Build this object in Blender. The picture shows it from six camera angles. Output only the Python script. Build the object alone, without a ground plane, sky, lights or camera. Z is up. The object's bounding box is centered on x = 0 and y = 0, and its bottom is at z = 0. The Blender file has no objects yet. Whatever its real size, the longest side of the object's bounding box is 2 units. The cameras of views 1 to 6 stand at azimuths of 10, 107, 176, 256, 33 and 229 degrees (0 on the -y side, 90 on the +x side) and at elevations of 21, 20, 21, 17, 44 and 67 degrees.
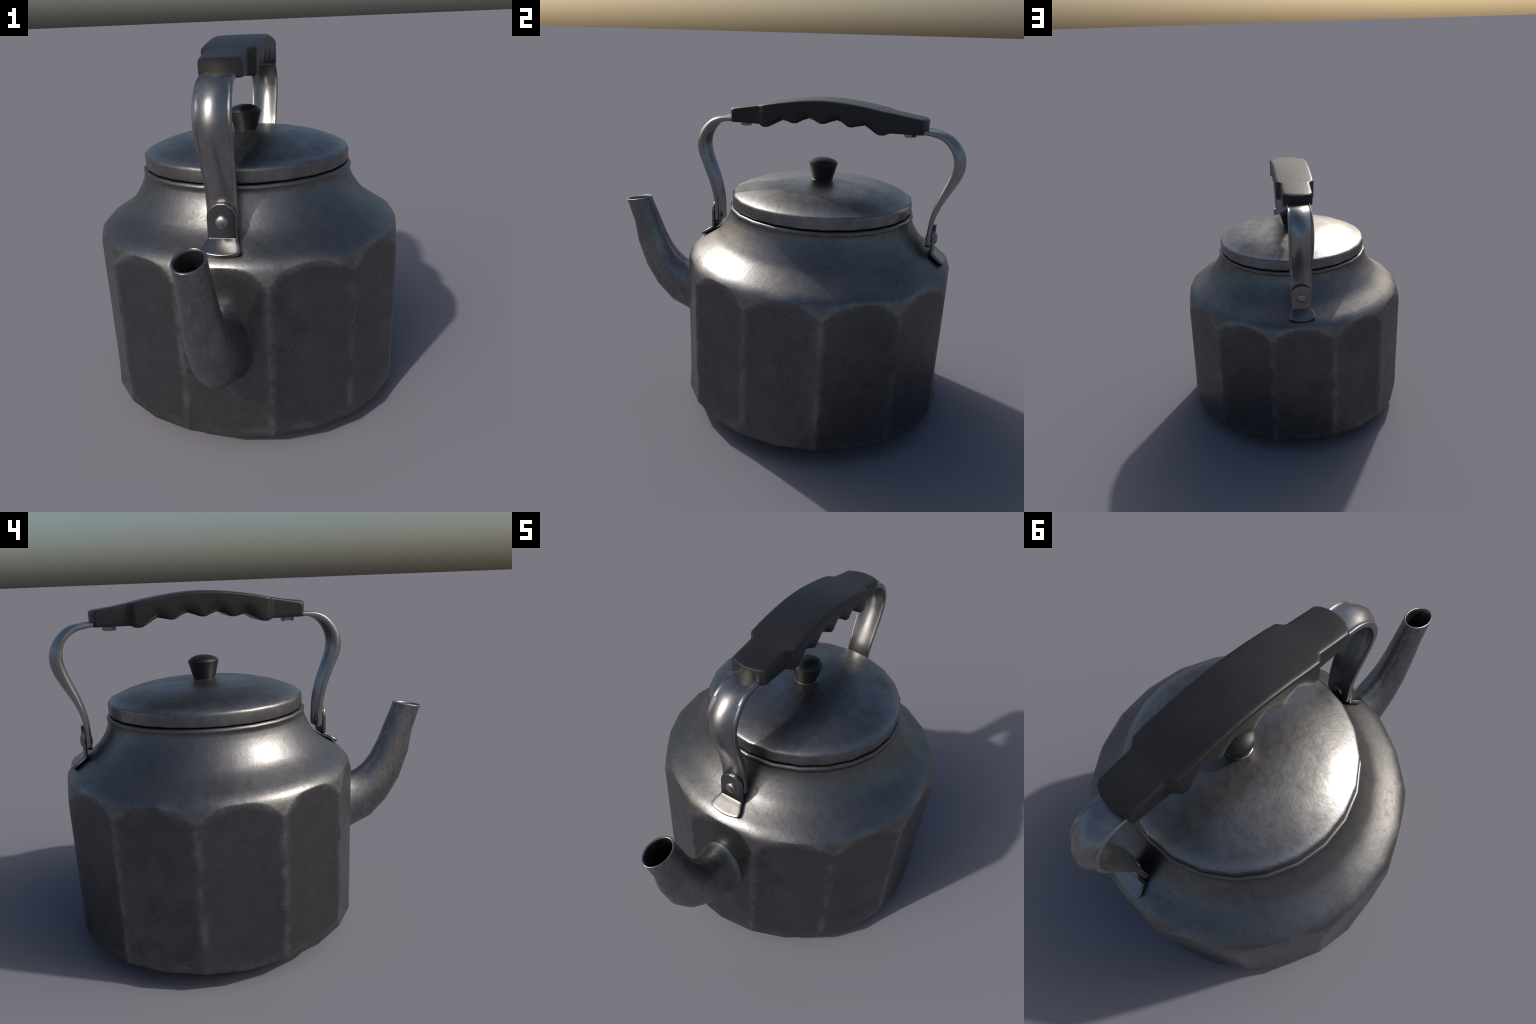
# Old faceted aluminium kettle with a black grip, built part by part.
import bpy, bmesh, math, random
from mathutils import Vector

random.seed(7)
AXIS_Y = 0.24            # the vessel stands on this vertical axis (x = 0)
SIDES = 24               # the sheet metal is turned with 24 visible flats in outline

# ------------------------------------------------------------------ helpers
def lerp(a, b, t):
    return a + (b - a) * t

def sstep(a, b, x):
    t = min(1.0, max(0.0, (x - a) / (b - a)))
    return t * t * (3 - 2 * t)

def table(pts, x):
    """piecewise linear lookup"""
    if x <= pts[0][0]:
        return pts[0][1]
    for (x0, y0), (x1, y1) in zip(pts, pts[1:]):
        if x <= x1:
            return lerp(y0, y1, (x - x0) / (x1 - x0))
    return pts[-1][1]

def catmull(pts, per):
    """smooth curve through points of any dimension"""
    out = []
    n = len(pts)
    for i in range(n - 1):
        p0 = pts[max(i - 1, 0)]; p1 = pts[i]; p2 = pts[i + 1]; p3 = pts[min(i + 2, n - 1)]
        for k in range(per):
            t = k / per
            out.append(tuple(0.5 * (2 * b + (c - a) * t + (2 * a - 5 * b + 4 * c - d) * t * t
                                    + (3 * b - a - 3 * c + d) * t ** 3)
                             for a, b, c, d in zip(p0, p1, p2, p3)))
    out.append(tuple(pts[-1]))
    return out

def new_object(name, verts, faces, mat, parent, normals=None, sharp=None):
    me = bpy.data.meshes.new(name)
    me.from_pydata(verts, [], faces)
    me.validate()
    me.polygons.foreach_set("use_smooth", [True] * len(me.polygons))
    if normals is None:
        bm = bmesh.new(); bm.from_mesh(me)
        bmesh.ops.recalc_face_normals(bm, faces=bm.faces)
        bm.to_mesh(me); bm.free()
    if sharp is not None:
        me.set_sharp_from_angle(angle=math.radians(sharp))
    if normals is not None:
        me.normals_split_custom_set_from_vertices(normals)
    me.materials.append(mat)
    ob = bpy.data.objects.new(name, me)
    bpy.context.collection.objects.link(ob)
    ob.parent = parent
    return ob

def weigh(ob):
    """large faces keep their own flat shading, the chamfers carry the turn"""
    m = ob.modifiers.new("face_weighted_shading", 'WEIGHTED_NORMAL')
    m.keep_sharp = True
    m.weight = 60

def loft(rings, closed=True, cap0=False, cap1=False):
    n = len(rings[0])
    verts = [v for r in rings for v in r]
    faces = []
    for i in range(len(rings) - 1):
        for j in range(n if closed else n - 1):
            k = (j + 1) % n
            faces.append((i * n + j, i * n + k, (i + 1) * n + k, (i + 1) * n + j))
    if cap0:
        faces.append(tuple(range(n - 1, -1, -1)))
    if cap1:
        o = (len(rings) - 1) * n
        faces.append(tuple(o + j for j in range(n)))
    return verts, faces

def poly_radius(theta, sides):
    """radius of a regular polygon of circumradius 1, corners on theta = 0"""
    s = 2 * math.pi / sides
    return math.cos(s / 2) / math.cos((theta % s) - s / 2)

def revolve(profile, sides=SIDES, sub=4, origin=(0, AXIS_Y, 0)):
    """turned part: polygonal in outline, but shaded round (analytic normals).
    profile runs from the bottom/outside up to the axis; list of (r, z)."""
    m = len(profile)
    nrm2 = []
    for i in range(m):
        a = Vector(profile[max(i - 1, 0)]); b = Vector(profile[i]); c = Vector(profile[min(i + 1, m - 1)])
        acc = Vector((0, 0))
        for d in ((b - a), (c - b)):
            if d.length > 1e-9:
                d.normalize(); acc += Vector((d.y, -d.x))
        acc.normalize(); nrm2.append(acc)
    cols = sides * sub
    verts, normals, faces, ring_index = [], [], [], []
    for (r, z), nn in zip(profile, nrm2):
        if r < 1e-6:
            ring_index.append([len(verts)] * cols)
            verts.append((origin[0], origin[1], origin[2] + z)); normals.append((0, 0, 1 if nn.y > 0 else -1))
            continue
        idx = []
        for j in range(cols):
            th = 2 * math.pi * j / cols
            rr = r * poly_radius(th, sides)
            idx.append(len(verts))
            verts.append((origin[0] + rr * math.sin(th), origin[1] - rr * math.cos(th), origin[2] + z))
            normals.append((nn.x * math.sin(th), -nn.x * math.cos(th), nn.y))
        ring_index.append(idx)
    for a, b in zip(ring_index, ring_index[1:]):
        for j in range(cols):
            k = (j + 1) % cols
            f = [a[j], a[k], b[k], b[j]]
            g = []
            for v in f:
                if v not in g:
                    g.append(v)
            if len(g) > 2:
                faces.append(tuple(g))
    return verts, faces, normals

# ------------------------------------------------------------------ materials
def node_tools(name):
    mat = bpy.data.materials.new(name)
    mat.use_nodes = True
    nt = mat.node_tree
    nt.nodes.clear()
    out = nt.nodes.new("ShaderNodeOutputMaterial")
    bs = nt.nodes.new("ShaderNodeBsdfPrincipled")
    nt.links.new(bs.outputs[0], out.inputs[0])
    def N(kind, **kw):
        n = nt.nodes.new(kind)
        for k, v in kw.items():
            setattr(n, k, v)
        return n
    def L(a, b):
        nt.links.new(a, b)
    def math_node(op, a, b=None, clamp=False):
        n = N("ShaderNodeMath", operation=op, use_clamp=clamp)
        for i, v in enumerate((a, b)):
            if v is None:
                continue
            if isinstance(v, (int, float)):
                n.inputs[i].default_value = v
            else:
                L(v, n.inputs[i])
        return n.outputs[0]
    def noise(vec, scale, detail=4, rough=0.6, stretch=None, seed=0.0):
        mp = N("ShaderNodeMapping")
        mp.inputs["Location"].default_value = (seed, seed * 1.7, seed * 0.6)
        if stretch:
            mp.inputs["Scale"].default_value = stretch
        L(vec, mp.inputs[0])
        n = N("ShaderNodeTexNoise")
        n.inputs["Scale"].default_value = scale
        n.inputs["Detail"].default_value = detail
        n.inputs["Roughness"].default_value = rough
        L(mp.outputs[0], n.inputs["Vector"])
        return n.outputs["Fac"]
    def ramp(fac, stops):
        r = N("ShaderNodeValToRGB")
        el = r.color_ramp.elements
        while len(el) < len(stops):
            el.new(0.5)
        for e, (p, c) in zip(el, stops):
            e.position = p
            e.color = (c, c, c, 1) if isinstance(c, (int, float)) else (*c, 1)
        L(fac, r.inputs[0])
        return r.outputs[0]
    def mix(fac, a, b):
        m = N("ShaderNodeMix", data_type='RGBA')
        for i, v in ((0, fac), (6, a), (7, b)):
            if isinstance(v, (int, float)):
                m.inputs[i].default_value = v
            elif isinstance(v, tuple):
                m.inputs[i].default_value = (*v, 1)
            else:
                L(v, m.inputs[i])
        return m.outputs[2]
    return mat, bs, N, L, math_node, noise, ramp, mix

def metal(name, base, worn, rough=0.36, patch=0.5, bump=0.02, facets=False, rim=None, grain=0.0, spots=0.42, relief=0.11, seed=0.0):
    mat, bs, N, L, M, noise, ramp, mix = node_tools(name)
    co = N("ShaderNodeTexCoord").outputs["Object"]
    cloud = noise(co, 4.5, 7, 0.66, seed=seed)
    fine = noise(co, 24, 5, 0.65, seed=seed + 3)
    smudge = noise(co, 38, 2, 0.5, stretch=(1, 1, 1.5), seed=seed + 9)
    clump = noise(co, 5, 2, 0.5, seed=seed + 14)
    speck = noise(co, 55, 2, 0.5, seed=seed + 17)
    scr = noise(co, 75, 3, 0.75, stretch=(1, 1, .4), seed=seed + 5)
    dark = tuple(c * (1 - 0.42 * patch) for c in base)
    lite = tuple(c * (1 + 0.30 * patch) for c in base)
    col = mix(ramp(cloud, [(0.36, 0.0), (0.66, 1.0)]), dark, lite)
    col = mix(ramp(fine, [(0.33, 0.40 * patch), (0.55, 0.0)]), col, tuple(c * 0.55 for c in base))
    mott = noise(co, 12, 5, 0.68, seed=seed + 27)
    col = mix(ramp(mott, [(0.34, 0.55 * patch), (0.54, 0.0)]), col, tuple(c * 0.60 for c in base))
    col = mix(ramp(mott, [(0.52, 0.0), (0.70, 0.6 * patch)]), col, tuple(c * 1.35 for c in base))
    # small dark smudges gathered in drifts, and a few bright specks
    sm = M('MULTIPLY', ramp(smudge, [(0.30, 1.0), (0.44, 0.0)]), ramp(clump, [(0.42, 0.1), (0.62, 1.0)]))
    col = mix(M('MULTIPLY', sm, spots), col, tuple(c * 0.40 for c in base))
    sp = M('MULTIPLY', ramp(speck, [(0.66, 0.0), (0.74, 1.0)]), ramp(clump, [(0.38, 1.0), (0.58, 0.05)]))
    col = mix(M('MULTIPLY', sp, 0.35), col, worn)
    rgh = M('ADD', M('MULTIPLY', cloud, -0.14), rough + 0.07)
    rgh = M('ADD', rgh, M('MULTIPLY', M('SUBTRACT', fine, 0.5), 0.14))
    rgh = M('ADD', rgh, M('MULTIPLY', sm, 0.06))
    rgh = M('ADD', rgh, M('MULTIPLY', M('SUBTRACT', mott, 0.5), -0.16 * patch))
    if grain:
        g = noise(co, 48, 4, 0.7, stretch=(1, 1, .55), seed=seed + 40)
        col = mix(ramp(g, [(0.35, grain), (0.50, 0.0)]), col, tuple(c * 0.5 for c in base))
        col = mix(ramp(g, [(0.55, 0.0), (0.70, grain)]), col, tuple(c * 1.6 for c in base))
    if rim:
        # rubbed ring near the edge of the turned part
        sx = N("ShaderNodeSeparateXYZ"); L(co, sx.inputs[0])
        yy = M('SUBTRACT', sx.outputs[1], AXIS_Y)
        rad = M('SQRT', M('ADD', M('MULTIPLY', sx.outputs[0], sx.outputs[0]), M('MULTIPLY', yy, yy)))
        rr = M('ADD', rad, M('MULTIPLY', M('SUBTRACT', scr, 0.5), 0.03))
        rm = ramp(rr, [(rim - 0.035, 0.0), (rim - 0.008, 0.55), (rim + 0.003, 0.75), (rim + 0.009, 0.0)])
        col = mix(rm, col, worn)
    if facets:
        # rubbed arrises between the twelve flats, and the rubbed bottom edge
        sx = N("ShaderNodeSeparateXYZ"); L(co, sx.inputs[0])
        ang = M('ARCTAN2', sx.outputs[0], M('MULTIPLY', M('SUBTRACT', sx.outputs[1], AXIS_Y), -1))
        seg = M('FRACT', M('ADD', M('DIVIDE', ang, math.pi / 6), 0.5 + 12))
        dist = M('MINIMUM', seg, M('SUBTRACT', 1.0, seg))          # 0 on an arris, .5 mid flat
        wob = M('MULTIPLY', M('SUBTRACT', scr, 0.5), 0.28)
        edge = ramp(M('ADD', dist, wob), [(0.0, 1.0), (0.022, 0.75), (0.078, 0.0)])
        below = ramp(sx.outputs[2], [(0.815, 1.0), (0.85, 0.0)])
        # top border of each flat: the arch where the flat cuts the turned shoulder
        mid = M('SUBTRACT', 0.5, dist)
        arch = M('SUBTRACT', sx.outputs[2], M('ADD', 0.908, M('MULTIPLY', M('MULTIPLY', mid, mid), -0.31)))
        archw = ramp(M('ADD', M('ABSOLUTE', M('SUBTRACT', arch, 0.008)), M('MULTIPLY', wob, 0.25)), [(0.0, 1.0), (0.010, 0.7), (0.034, 0.0)])
        foot = ramp(M('ADD', M('ABSOLUTE', M('SUBTRACT', sx.outputs[2], 0.125)), M('MULTIPLY', wob, .5)), [(0.0, .8), (0.03, 0.0)])
        pat = ramp(noise(co, 9, 3, 0.6, seed=seed + 21), [(0.38, 0.08), (0.60, 1.0)])
        mask = M('MAXIMUM', M('MULTIPLY', edge, below), M('MAXIMUM', archw, M('MULTIPLY', foot, .7)), True)
        mask = M('MULTIPLY', mask, pat)
        mask = M('MULTIPLY', mask, ramp(scr, [(0.36, 0.15), (0.60, 1.0)]))
        # below the arch line the flats' colour is multiplied darker and slightly cooler
        flat = ramp(M('ADD', arch, M('MULTIPLY', wob, .045)), [(0.0, 1.0), (0.009, 0.0)])
        skin = mix(1.0, col, col)
        dk = N("ShaderNodeMix", data_type='RGBA', blend_type='MULTIPLY')
        dk.inputs[7].default_value = (0.71, 0.72, 0.75, 1)
        L(flat, dk.inputs[0]); L(skin, dk.inputs[6])
        col = dk.outputs[2]
        col = mix(M('MULTIPLY', mask, 0.8), col, worn)
        rgh = M('ADD', rgh, M('MULTIPLY', mask, 0.06))
        rgh = M('ADD', rgh, M('MULTIPLY', flat, 0.02))
    L(col, bs.inputs["Base Color"])
    L(rgh, bs.inputs["Roughness"])
    bs.inputs["Metallic"].default_value = 1.0
    bp = N("ShaderNodeBump")
    bp.inputs["Strength"].default_value = relief
    bp.inputs["Distance"].default_value = bump
    L(M('ADD', M('MULTIPLY', fine, 0.5), M('MULTIPLY', cloud, 0.7)), bp.inputs["Height"])
    L(bp.outputs[0], bs.inputs["Normal"])
    return mat

def plastic(name, base, rough):
    mat, bs, N, L, M, noise, ramp, mix = node_tools(name)
    co = N("ShaderNodeTexCoord").outputs["Object"]
    a = noise(co, 6, 4, 0.6, seed=2)
    b = noise(co, 45, 3, 0.6, stretch=(1, .3, 1), seed=4)
    col = mix(ramp(a, [(0.35, 0.0), (0.65, 1.0)]), tuple(c * 0.8 for c in base), tuple(c * 1.2 for c in base))
    L(col, bs.inputs["Base Color"])
    L(M('ADD', M('MULTIPLY', a, 0.10), M('ADD', M('MULTIPLY', b, 0.05), rough - 0.075)), bs.inputs["Roughness"])
    bs.inputs["Specular IOR Level"].default_value = 0.5
    bp = N("ShaderNodeBump")
    bp.inputs["Strength"].default_value = 0.15
    bp.inputs["Distance"].default_value = 0.004
    L(b, bp.inputs["Height"]); L(bp.outputs[0], bs.inputs["Normal"])
    return mat

BODY_METAL = metal("worn_aluminium", (0.180, 0.179, 0.180), (0.33, 0.33, 0.335), rough=0.41, patch=0.34, facets=True)
LID_METAL = metal("lid_aluminium", (0.225, 0.222, 0.220), (0.33, 0.33, 0.335), rough=0.385, patch=0.62, rim=0.484, seed=11)
SPOUT_METAL = metal("spout_aluminium", (0.225, 0.223, 0.226), (0.36, 0.36, 0.37), rough=0.41, patch=0.45, grain=0.38, seed=23)
STRAP_METAL = metal("polished_strap_metal", (0.32, 0.317, 0.315), (0.45, 0.45, 0.45), rough=0.35, patch=0.30, bump=0.006, spots=0.15, relief=0.05, seed=31)
BRACKET_METAL = metal("bracket_metal", (0.22, 0.218, 0.216), (0.34, 0.34, 0.34), rough=0.20, patch=0.30, bump=0.006, spots=0.12, relief=0.04, seed=37)  # base darkened below the strap's to tone down the sun glint on the foot
BLACK = plastic("black_plastic", (0.010, 0.010, 0.0105), 0.42)
KNOB_BLACK = plastic("knob_plastic", (0.008, 0.008, 0.008), 0.46)

# ------------------------------------------------------------------ root
kettle = bpy.data.objects.new("kettle", None)
kettle.empty_display_size = 0.2
kettle.location = (0, 0, 0)
bpy.context.collection.objects.link(kettle)
kettle["label"] = "old dark metal kettle with faceted body and black grip handle"
kettle["category"] = "kettle"

# ------------------------------------------------------------------ body
CORNER_R = 0.763
FLAT_D = CORNER_R * math.cos(math.radians(15))      # distance of the twelve flats from the axis
SHOULDER = [(0.10, 0.7575), (0.12, 0.7590), (0.20, 0.7605), (0.50, 0.7620), (0.78, 0.7635), (0.805, 0.7635), (0.825, 0.7620), (0.85, 0.7585), (0.875, 0.7535),
            (0.90, 0.7460), (0.92, 0.7345), (0.94, 0.7135), (0.96, 0.6820), (0.98, 0.6485), (1.00, 0.6175),
            (1.02, 0.5930), (1.04, 0.5750), (1.06, 0.5600), (1.08, 0.5460), (1.10, 0.5340), (1.12, 0.5240),
            (1.14, 0.5155), (1.157, 0.5110)]
SH = catmull([(z, r) for z, r in SHOULDER], 6)

def body_radius(th, z, round_shape):
    R = table(SH, z)
    if not round_shape:
        R *= poly_radius(th, SIDES)
    else:
        R *= 0.998
    s = math.pi / 6
    k = 0.0020 if round_shape else 0.0016
    terms = [R]
    c = (th + s / 2) // s * s
    for cc in (c - s, c, c + s):
        d = (FLAT_D - 0.003 * (1 - sstep(0.1, 0.9, z))) / max(0.3, math.cos(th - cc))
        if not round_shape:                  # the flats swell out to the round foot
            d = lerp(R, d, min(1.0, max(0.0, (z - 0.10) / 0.17)) ** 0.85)
        terms.append(d)
    m = min(terms)
    return m - k * math.log(sum(math.exp(-(t - m) / k) for t in terms)) * 0.35

def build_body():
    zs = []
    z = 0.10
    while z < 1.157:
        zs.append(z)
        z += 0.004 if 0.81 < z < 0.92 else (0.008 if z < 0.25 else 0.016)
    zs.append(1.157)
    cols = SIDES * 12
    verts, normals, faces, rings = [], [], [], []
    def ring(pos, nor):
        idx = []
        for j in range(cols):
            th = 2 * math.pi * j / cols
            x, nz = pos(th), nor(th)
            idx.append(len(verts))
            verts.append((x[0] * math.sin(th), AXIS_Y - x[0] * math.cos(th), x[1]))
            nr, nt, nzz = nz
            normals.append((nr * math.sin(th) + nt * math.cos(th), -nr * math.cos(th) + nt * math.sin(th), nzz))
        rings.append(idx)
    # underside: shallow foot cone
    for r, zz, nr, nn in [(0.30, 0.0, 0, -1), (0.615, 0.0, 0, -1), (0.622, 0.001, -.0, -1), (0.64, 0.012, .5, -.85),
                          (0.74, 0.086, .6, -.8), (0.752, 0.095, .8, -.5)]:
        ring(lambda th: (r * poly_radius(th, SIDES), zz), lambda th: Vector((nr, 0, nn)).normalized())
    e = 0.0025
    for zz in zs:
        def nor(th):
            dz = (body_radius(th, min(zz + e, 1.157), True) - body_radius(th, max(zz - e, 0.1), True)) / (min(zz + e, 1.157) - max(zz - e, 0.1))
            dt = (body_radius(th + e, zz, True) - body_radius(th - e, zz, True)) / (2 * e)
            return Vector((1, -dt / 0.75, -dz)).normalized()
        ring(lambda th: (body_radius(th, zz, False), zz), nor)
    # rolled bead round the mouth, then down inside
    bead = []
    for i in range(9):
        a = math.radians(-20 + i * 22)
        bead.append((0.5015 + 0.0125 * math.cos(a), 1.1835 + 0.0135 * math.sin(a), math.cos(a), math.sin(a)))
    bead += [(0.487, 1.176, -1, 0), (0.486, 1.10, -1, 0), (0.52, 1.06, -1, 0)]
    for r, zz, nr, nn in bead:
        ring(lambda th: (r * poly_radius(th, SIDES), zz), lambda th: Vector((nr, 0, nn)).normalized())
    for a, b in zip(rings, rings[1:]):
        for j in range(cols):
            k = (j + 1) % cols
            faces.append((a[j], a[k], b[k], b[j]))
    faces.append(tuple(reversed(rings[0])))
    return new_object("body", verts, faces, BODY_METAL, kettle, normals=normals)

body = build_body()

# ------------------------------------------------------------------ lid and knob
lid_profile = [(0.47, 1.13), (0.478, 1.13), (0.480, 1.196), (0.484, 1.1985), (0.494, 1.1995), (0.4985, 1.202), (0.5005, 1.207), (0.5010, 1.212),
               (0.5010, 1.252), (0.5002, 1.2590), (0.4975, 1.2645), (0.4915, 1.2690), (0.482, 1.2735)]
LID_TOP, LID_EDGE = 1.350, 0.482
for i in range(1, 13):
    r = LID_EDGE * (1 - i / 12)
    t = r / LID_EDGE
    lid_profile.append((r, LID_TOP - (LID_TOP - 1.2735) * (0.5 * t ** 2 + 0.5 * t ** 4)))
v, f, n = revolve(lid_profile)
lid = new_object("lid", v, f, LID_METAL, kettle, normals=n)

knob_profile = [(0.0, 1.340), (0.050, 1.340), (0.0545, 1.3445), (0.0560, 1.350), (0.0795, 1.436), (0.0804, 1.4395), (0.0797, 1.4418),
                (0.068, 1.4525), (0.050, 1.4615), (0.028, 1.4670), (0.0, 1.4690)]
v, f, n = revolve(knob_profile, sides=12, sub=4)
knob = new_object("lid_knob", v, f, KNOB_BLACK, lid, normals=n)
v, f, n = revolve([(0.05, 1.338), (0.061, 1.339), (0.063, 1.344), (0.060, 1.3495), (0.05, 1.3505)], sides=12, sub=4)
new_object("knob_washer", v, f, STRAP_METAL, lid, normals=n)

# ------------------------------------------------------------------ spout
# (underside y, z), (upper side y, z), half width in x
SPOUT = [((-0.455, 0.358), (-0.455, 0.754), 0.139),
         ((-0.490, 0.366), (-0.490, 0.746), 0.133),
         ((-0.506, 0.378), (-0.504, 0.739), 0.1235),
         ((-0.530, 0.396), (-0.522, 0.735), 0.1130),
         ((-0.589, 0.423), (-0.566, 0.738), 0.1055),
         ((-0.689, 0.461), (-0.619, 0.757), 0.1000),
         ((-0.793, 0.555), (-0.661, 0.788), 0.0925),
         ((-0.877, 0.683), (-0.700, 0.832), 0.0815),
         ((-0.931, 0.835), (-0.745, 0.912), 0.0710),
         ((-0.953, 0.968), (-0.791, 1.020), 0.0635),
         ((-0.994, 1.088), (-0.834, 1.1205), 0.0590),
         ((-1.0015, 1.1015), (-0.8355, 1.1315), 0.0605)]

def build_spout():
    n = 32
    def ring(a, b, hw, shrink=0.0):
        cy, cz = (a[0] + b[0]) / 2, (a[1] + b[1]) / 2
        hy, hz = (b[0] - a[0]) / 2, (b[1] - a[1]) / 2
        ln = math.hypot(hy, hz)
        k = (ln - shrink) / ln
        r = []
        for j in range(n):
            t = 2 * math.pi * j / n
            q = 1 - 0.016 * sstep(0.0615, 0.085, hw) * math.sin(2 * t) ** 2
            r.append(((hw - shrink) * math.sin(t) * q, cy + hy * k * math.cos(t) * q, cz + hz * k * math.cos(t) * q))
        return r
    flat = [(a[0], a[1], b[0], b[1], w) for a, b, w in SPOUT]
    dense = []
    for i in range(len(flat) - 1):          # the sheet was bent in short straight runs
        for k in range(2):
            dense.append(tuple(lerp(p, q, k / 2) for p, q in zip(flat[i], flat[i + 1])))
    dense.append(flat[-1])
    rings = [ring((p[0], p[1]), (p[2], p[3]), p[4]) for p in dense]
    top = dense[-1]
    a, b, w = (top[0], top[1]), (top[2], top[3]), top[4]
    rings.append(ring((a[0], a[1] + 0.003), (b[0], b[1] + 0.003), w, 0.002))
    rings.append(ring((a[0], a[1] + 0.003), (b[0], b[1] + 0.003), w, 0.007))
    rings.append(ring((a[0], a[1]), (b[0], b[1]), w, 0.009))
    for p in reversed(dense[6:-1]):
        rings.append(ring((p[0], p[1]), (p[2], p[3]), p[4], 0.010))
    v, f = loft(rings, cap1=True)
    return new_object("spout", v, f, SPOUT_METAL, kettle)

spout = build_spout()

# ------------------------------------------------------------------ handle straps
# distance from the axis, height, half width, depth of the pressed channel
STRAP = [(0.36, 1.646, 0.066, 0.0), (0.50, 1.646, 0.069, 0.0), (0.535, 1.6465, 0.070, 0.001), (0.588, 1.6425, 0.071, 0.006),
         (0.634, 1.6235, 0.073, 0.017), (0.671, 1.587, 0.075, 0.026), (0.695, 1.544, 0.076, 0.034), (0.7055, 1.492, 0.076, 0.038),
         (0.697, 1.434, 0.075, 0.036), (0.673, 1.364, 0.073, 0.026), (0.645, 1.291, 0.070, 0.016), (0.624, 1.216, 0.067, 0.007),
         (0.6155, 1.165, 0.066, 0.001), (0.6125, 1.110, 0.066, 0.0), (0.611, 1.062, 0.066, 0.0), (0.611, 1.049, 0.062, 0.0), (0.611, 1.039, 0.050, 0.0)]

def build_strap(sign):
    path = catmull(STRAP, 3)
    t = 0.0095
    rings = []
    for i, (d, z, hw, b) in enumerate(path):
        a = path[max(i - 1, 0)]; c = path[min(i + 1, len(path) - 1)]
        tx, tz = c[0] - a[0], c[1] - a[1]
        ln = math.hypot(tx, tz)
        nx, nz = -tz / ln, tx / ln
        if nx * 0.3 + nz < 0 and i < 6:
            nx, nz = -nx, -nz
        nx, nz = -tz / ln, tx / ln           # points outward / upward
        sec = []
        K = 18
        for k in range(K + 1):               # outer face
            x = lerp(-(hw - 0.005), hw - 0.005, k / K)
            h = max(0.0, 1 - (abs(x) / (hw * 0.82)) ** 2.2) ** 1.15
            rim = 0.0035 * sstep(0.82, 0.95, abs(x) / hw)
            sec.append((x, t + b * h + rim - 0.001))
        wide = 1.0 if i > 7 else 0.0
        lo = t + 0.0035 * wide
        hi = t + 0.002
        sec += [(hw - 0.0015, hi - 0.0015), (hw, hi - 0.006), (hw, -lo + 0.006), (hw - 0.0015, -lo + 0.0015)]
        for k in range(K + 1):               # inner face
            x = lerp(hw - 0.005, -(hw - 0.005), k / K)
            h = max(0.0, 1 - (abs(x) / (hw * 0.76)) ** 2.2) ** 1.15
            rim = 0.0035 * sstep(0.78, 0.92, abs(x) / hw) * wide
            sec.append((x, -t + b * h * 0.70 - rim))
        sec += [(-hw + 0.0015, -lo + 0.0015), (-hw, -lo + 0.006), (-hw, hi - 0.006), (-hw + 0.0015, hi - 0.0015)]
        rings.append([(x * sign, AXIS_Y + sign * (d + o * nx), z + o * nz) for x, o in sec])
    v, f = loft(rings, cap0=True, cap1=True)
    return new_object("handle_strap", v, f, STRAP_METAL, kettle, sharp=50)

def outward(sign, d):
    return AXIS_Y + sign * d

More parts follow.
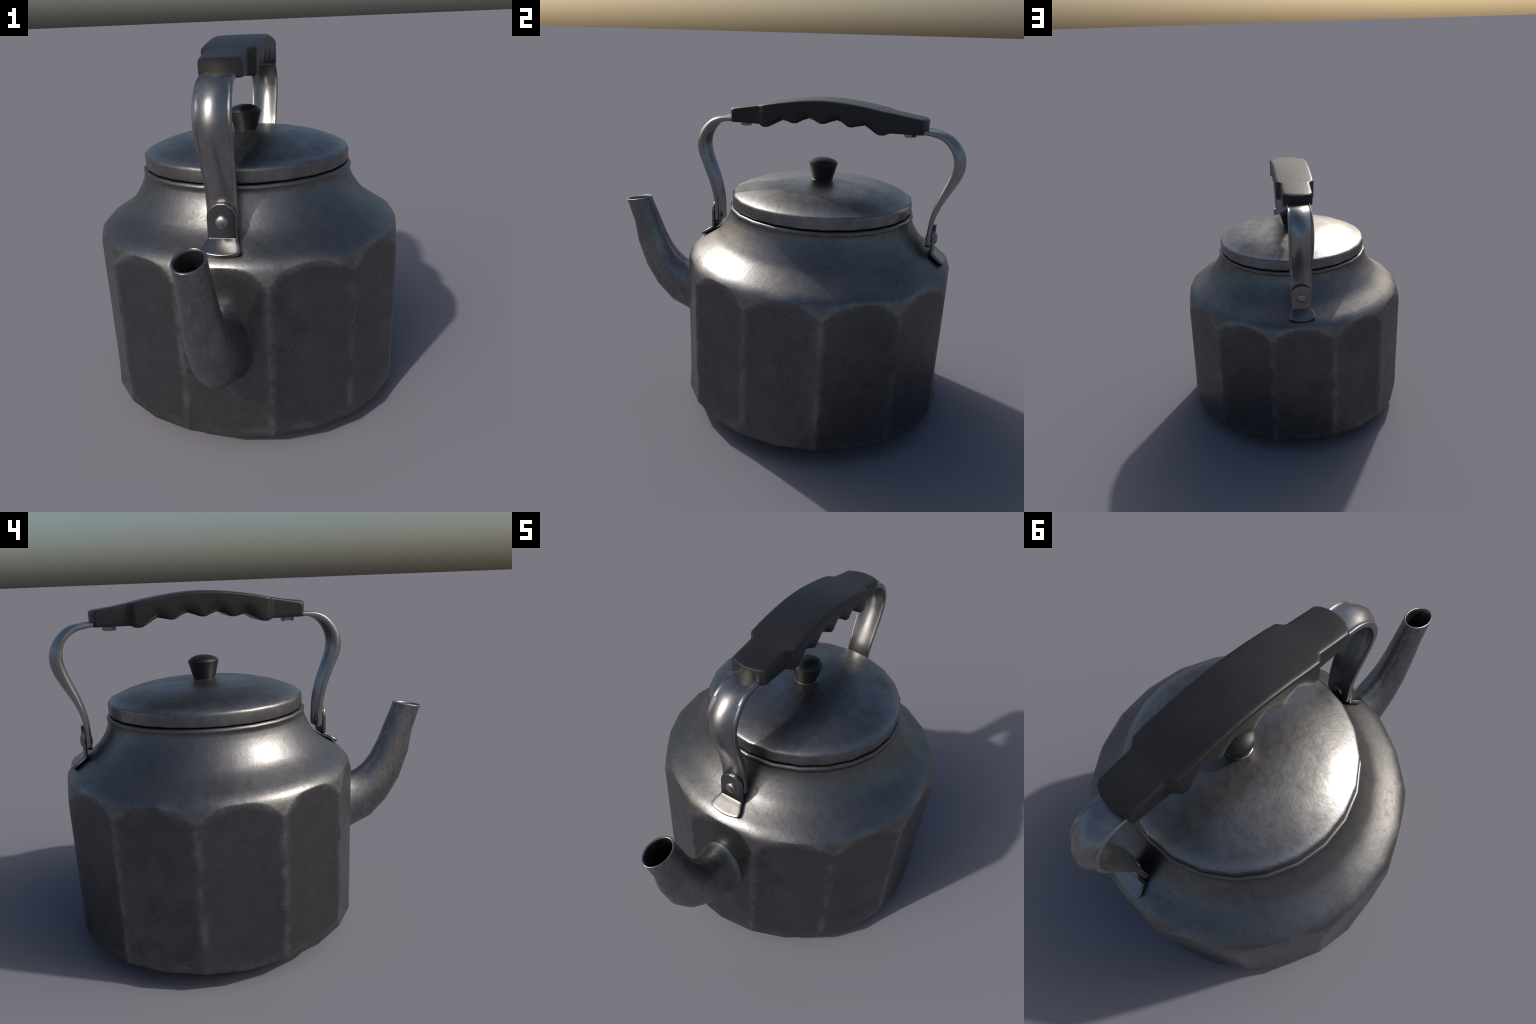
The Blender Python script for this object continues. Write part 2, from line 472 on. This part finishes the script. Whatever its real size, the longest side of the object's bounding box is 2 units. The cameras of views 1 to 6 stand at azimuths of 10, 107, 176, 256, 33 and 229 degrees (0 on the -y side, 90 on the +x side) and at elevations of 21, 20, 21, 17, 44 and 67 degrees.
def build_bracket(sign):
    """bent lug: round-topped upright riveted to the strap, flared foot lying on the shoulder"""
    up = [(0.6345, 1.1590), (0.6345, 1.009), (0.637, 1.003), (0.7025, 0.9590)]
    lens = [0.0]
    for a, b in zip(up, up[1:]):
        lens.append(lens[-1] + math.hypot(b[0] - a[0], b[1] - a[1]))
    total = lens[-1]
    def at(s):
        return table([(l, p[0]) for l, p in zip(lens, up)], s), table([(l, p[1]) for l, p in zip(lens, up)], s)
    hw0 = 0.0645
    def width(s):
        if s < hw0 * 0.95:
            q = hw0 * 0.95
            return hw0 * math.sqrt(max(0.0, 1 - (1 - s / q) ** 2))
        w = hw0 + (0.0835 - hw0) * sstep(lens[1], total - 0.02, s)
        e = total - s
        if e < 0.016:
            w -= 0.016 * (1 - math.sqrt(max(0.0, 1 - (1 - e / 0.016) ** 2)))
        return w
    ss = [0.0006, 0.0025, 0.005, 0.011, 0.02, 0.03, 0.042, 0.0613, 0.085, 0.11, 0.135, lens[1], lens[2], lens[2] + 0.015, lens[2] + 0.03, lens[2] + 0.045,
          total - 0.016, total - 0.010, total - 0.005, total - 0.0025, total - 0.0008, total]
    ss = sorted(ss)
    U = 12
    t = 0.0095
    front, back = [], []
    for s in ss:
        d0, z0 = at(max(s - 0.004, 0)); d1, z1 = at(min(s + 0.004, total))
        ln = math.hypot(d1 - d0, z1 - z0) or 1
        tx, tz = (d1 - d0) / ln, (z1 - z0) / ln
        nx, nz = -tz, tx
        fr, bk = [], []
        for k in range(U + 1):
            u = -1 + 2 * k / U
            bow = 0.012 * (1 - u * u) * sstep(lens[2], total, s)
            d, z = at(s)
            d += tx * bow; z += tz * bow
            w = width(s)
            x = u * (w - 0.006 * min(1, w / 0.03))
            e = min(s, total - s)
            th = t if e > 0.008 else t * (0.35 + 0.65 * math.sqrt(max(0, 1 - (1 - e / 0.008) ** 2)))
            fr.append((x * sign, outward(sign, d + nx * th), z + nz * th))
            bk.append((x * sign, outward(sign, d - nx * th), z - nz * th))
        for lst, o in ((fr, 1), (bk, -1)):       # rolled edges
            for ins, side in ((0, -1), (len(lst), 1)):
                add = []
                for q, hgt in ((0.0018, 0.78), (0.0, 0.40)):
                    d, z = at(s)
                    x = side * (w - q)
                    add.append((x * sign, outward(sign, d + o * nx * th * hgt), z + o * nz * th * hgt))
                if side < 0:
                    lst[0:0] = list(reversed(add))
                else:
                    lst.extend(add)
        front.append(fr); back.append(bk)
    rings = [fr + list(reversed(bk)) for fr, bk in zip(front, back)]
    v, f = loft(rings, cap0=True, cap1=True)
    ob = new_object("strap_bracket", v, f, BRACKET_METAL, kettle, sharp=60)
    weigh(ob)
    return ob

def dome(name, radius, height, sides, centre, direction, parent, base=0.004):
    rings = []
    prof = [(radius, -base), (radius, height * 0.25), (radius * 0.93, height * 0.5), (radius * 0.7, height * 0.82), (radius * 0.35, height * 0.98), (radius * 0.02, height)]
    for r, h in prof:
        rings.append([(centre[0] + r * math.cos(2 * math.pi * j / sides), centre[1] + direction * h,
                       centre[2] + r * math.sin(2 * math.pi * j / sides)) for j in range(sides)])
    v, f = loft(rings, cap0=True, cap1=True)
    return new_object(name, v, f, STRAP_METAL, parent, sharp=60)

for sign in (-1, 1):
    strap = build_strap(sign)
    bracket = build_bracket(sign)
    dome("rivet", 0.0295, 0.013, 12, (0, outward(sign, 0.6435), 1.078), sign, bracket)
    dome("rivet_tail", 0.023, 0.008, 10, (0, outward(sign, 0.602), 1.078), -sign, bracket)

# ------------------------------------------------------------------ grip
GRIP_Y = 0.2435
TOP = [(0.0, 1.7830), (0.06, 1.7815), (0.12, 1.7765), (0.18, 1.7690), (0.24, 1.7600), (0.30, 1.7490), (0.35, 1.7390), (0.51, 1.7115)]
# along the grip: distance from its middle, underside height, half width, finger scoop depth
GRIP = [(0.0, 1.6630, 0.121, 0.0), (0.014, 1.6640, 0.121, 0.003), (0.045, 1.6760, 0.121, 0.016), (0.076, 1.6845, 0.121, 0.026),
        (0.105, 1.6750, 0.121, 0.016), (0.138, 1.6570, 0.121, 0.003), (0.160, 1.6560, 0.121, 0.0), (0.190, 1.6625, 0.121, 0.012),
        (0.222, 1.6680, 0.121, 0.024), (0.250, 1.6530, 0.121, 0.015), (0.280, 1.6360, 0.121, 0.003), (0.298, 1.6275, 0.120, 0.0), (0.312, 1.6260, 0.1195, 0.0),
        (0.328, 1.6270, 0.119, 0.0), (0.3325, 1.6285, 0.1165, 0.0), (0.350, 1.6350, 0.0985, 0.0), (0.3565, 1.6360, 0.0935, 0.0), (0.362, 1.6360, 0.092, 0.0), (0.44, 1.6362, 0.0915, 0.0),
        (0.500, 1.6365, 0.0915, 0.0), (0.508, 1.6368, 0.0908, 0.0), (0.511, 1.6376, 0.0895, 0.0), (0.5125, 1.6390, 0.0875, 0.0)]

def build_grip():
    stations = [(-c, *r) for c, *r in reversed(GRIP[1:])] + [tuple(g) for g in GRIP]
    rings = []
    for c, zb, hw, s in stations:
        zt = table(TOP, abs(c))
        inset = 0.0
        if abs(c) > 0.5005:
            zt -= 0.007 * sstep(0.500, 0.5125, abs(c)) 
        half = [(0.0, zt + 0.0030), (hw * 0.5, zt + 0.0026), (hw - 0.020, zt + 0.0016), (hw - 0.0095, zt + 0.0006), (hw - 0.0035, zt - 0.0022),
                (hw - 0.0007, zt - 0.0065), (hw, zt - 0.012),
                (hw, max(zb + 0.058, 1.70)), (hw - s * 0.06, zb + 0.045), (hw - s * 0.40, zb + 0.022), (hw - 0.001 - s * 0.85, zb + 0.007), (hw - 0.005 - s, zb + 0.0012),
                (hw - 0.013 - s, zb), (hw * 0.35, zb)]
        half = [(x, min(z, zt - 0.015) if i > 6 else z) for i, (x, z) in enumerate(half)]
        right = half
        left = [(-x, z) for x, z in reversed(half[1:])]
        ring = []
        for x, z in right + left:
            bow = 0.030 * (1 - (x / 0.0915) ** 2) * sstep(0.44, 0.505, abs(c))
            ring.append((x, GRIP_Y + c + math.copysign(bow, c) if c else GRIP_Y, z))
        rings.append(ring)
    v, f = loft(rings)
    n = len(rings[0])
    half_n = n // 2
    for end, flip in ((0, False), (len(rings) - 1, True)):
        o = end * n
        c = stations[end][0]
        rows = []
        for i in range(1, half_n):                      # strips across the end face, bowed in plan
            a, b = o + i, o + n - i
            row = [a]
            for u in (0.5, 0.0, -0.5):
                x = v[a][0] * u
                bow = 0.030 * (1 - (x / 0.0915) ** 2)
                row.append(len(v))
                v.append((x, GRIP_Y + c + math.copysign(bow, c), lerp(v[a][2], v[b][2], 0.5 - u / 2)))
            row.append(b)
            rows.append(row)
        f.append((o, rows[0][0], rows[0][1], rows[0][2], rows[0][3], rows[0][4]))
        for r0, r1 in zip(rows, rows[1:]):
            for k in range(4):
                f.append((r0[k], r1[k], r1[k + 1], r0[k + 1]))
        f.append((o + half_n,) + tuple(rows[-1]))
    ob = new_object("handle_grip", v, f, BLACK, kettle, sharp=38)
    weigh(ob)
    return ob

grip = build_grip()

def hex_screw(y):
    rings = []
    for r, z in [(0.030, 1.642), (0.034, 1.6405), (0.034, 1.618), (0.031, 1.6145), (0.012, 1.6145)]:
        rings.append([(r * math.cos(math.pi / 3 * j + 0.35), y + r * math.sin(math.pi / 3 * j + 0.35), z) for j in range(6)])
    v, f = loft(rings, cap0=True, cap1=True)
    return new_object("hex_screw", v, f, STRAP_METAL, grip, sharp=25)

for y in (-0.2145, 0.6935):
    hex_screw(y)
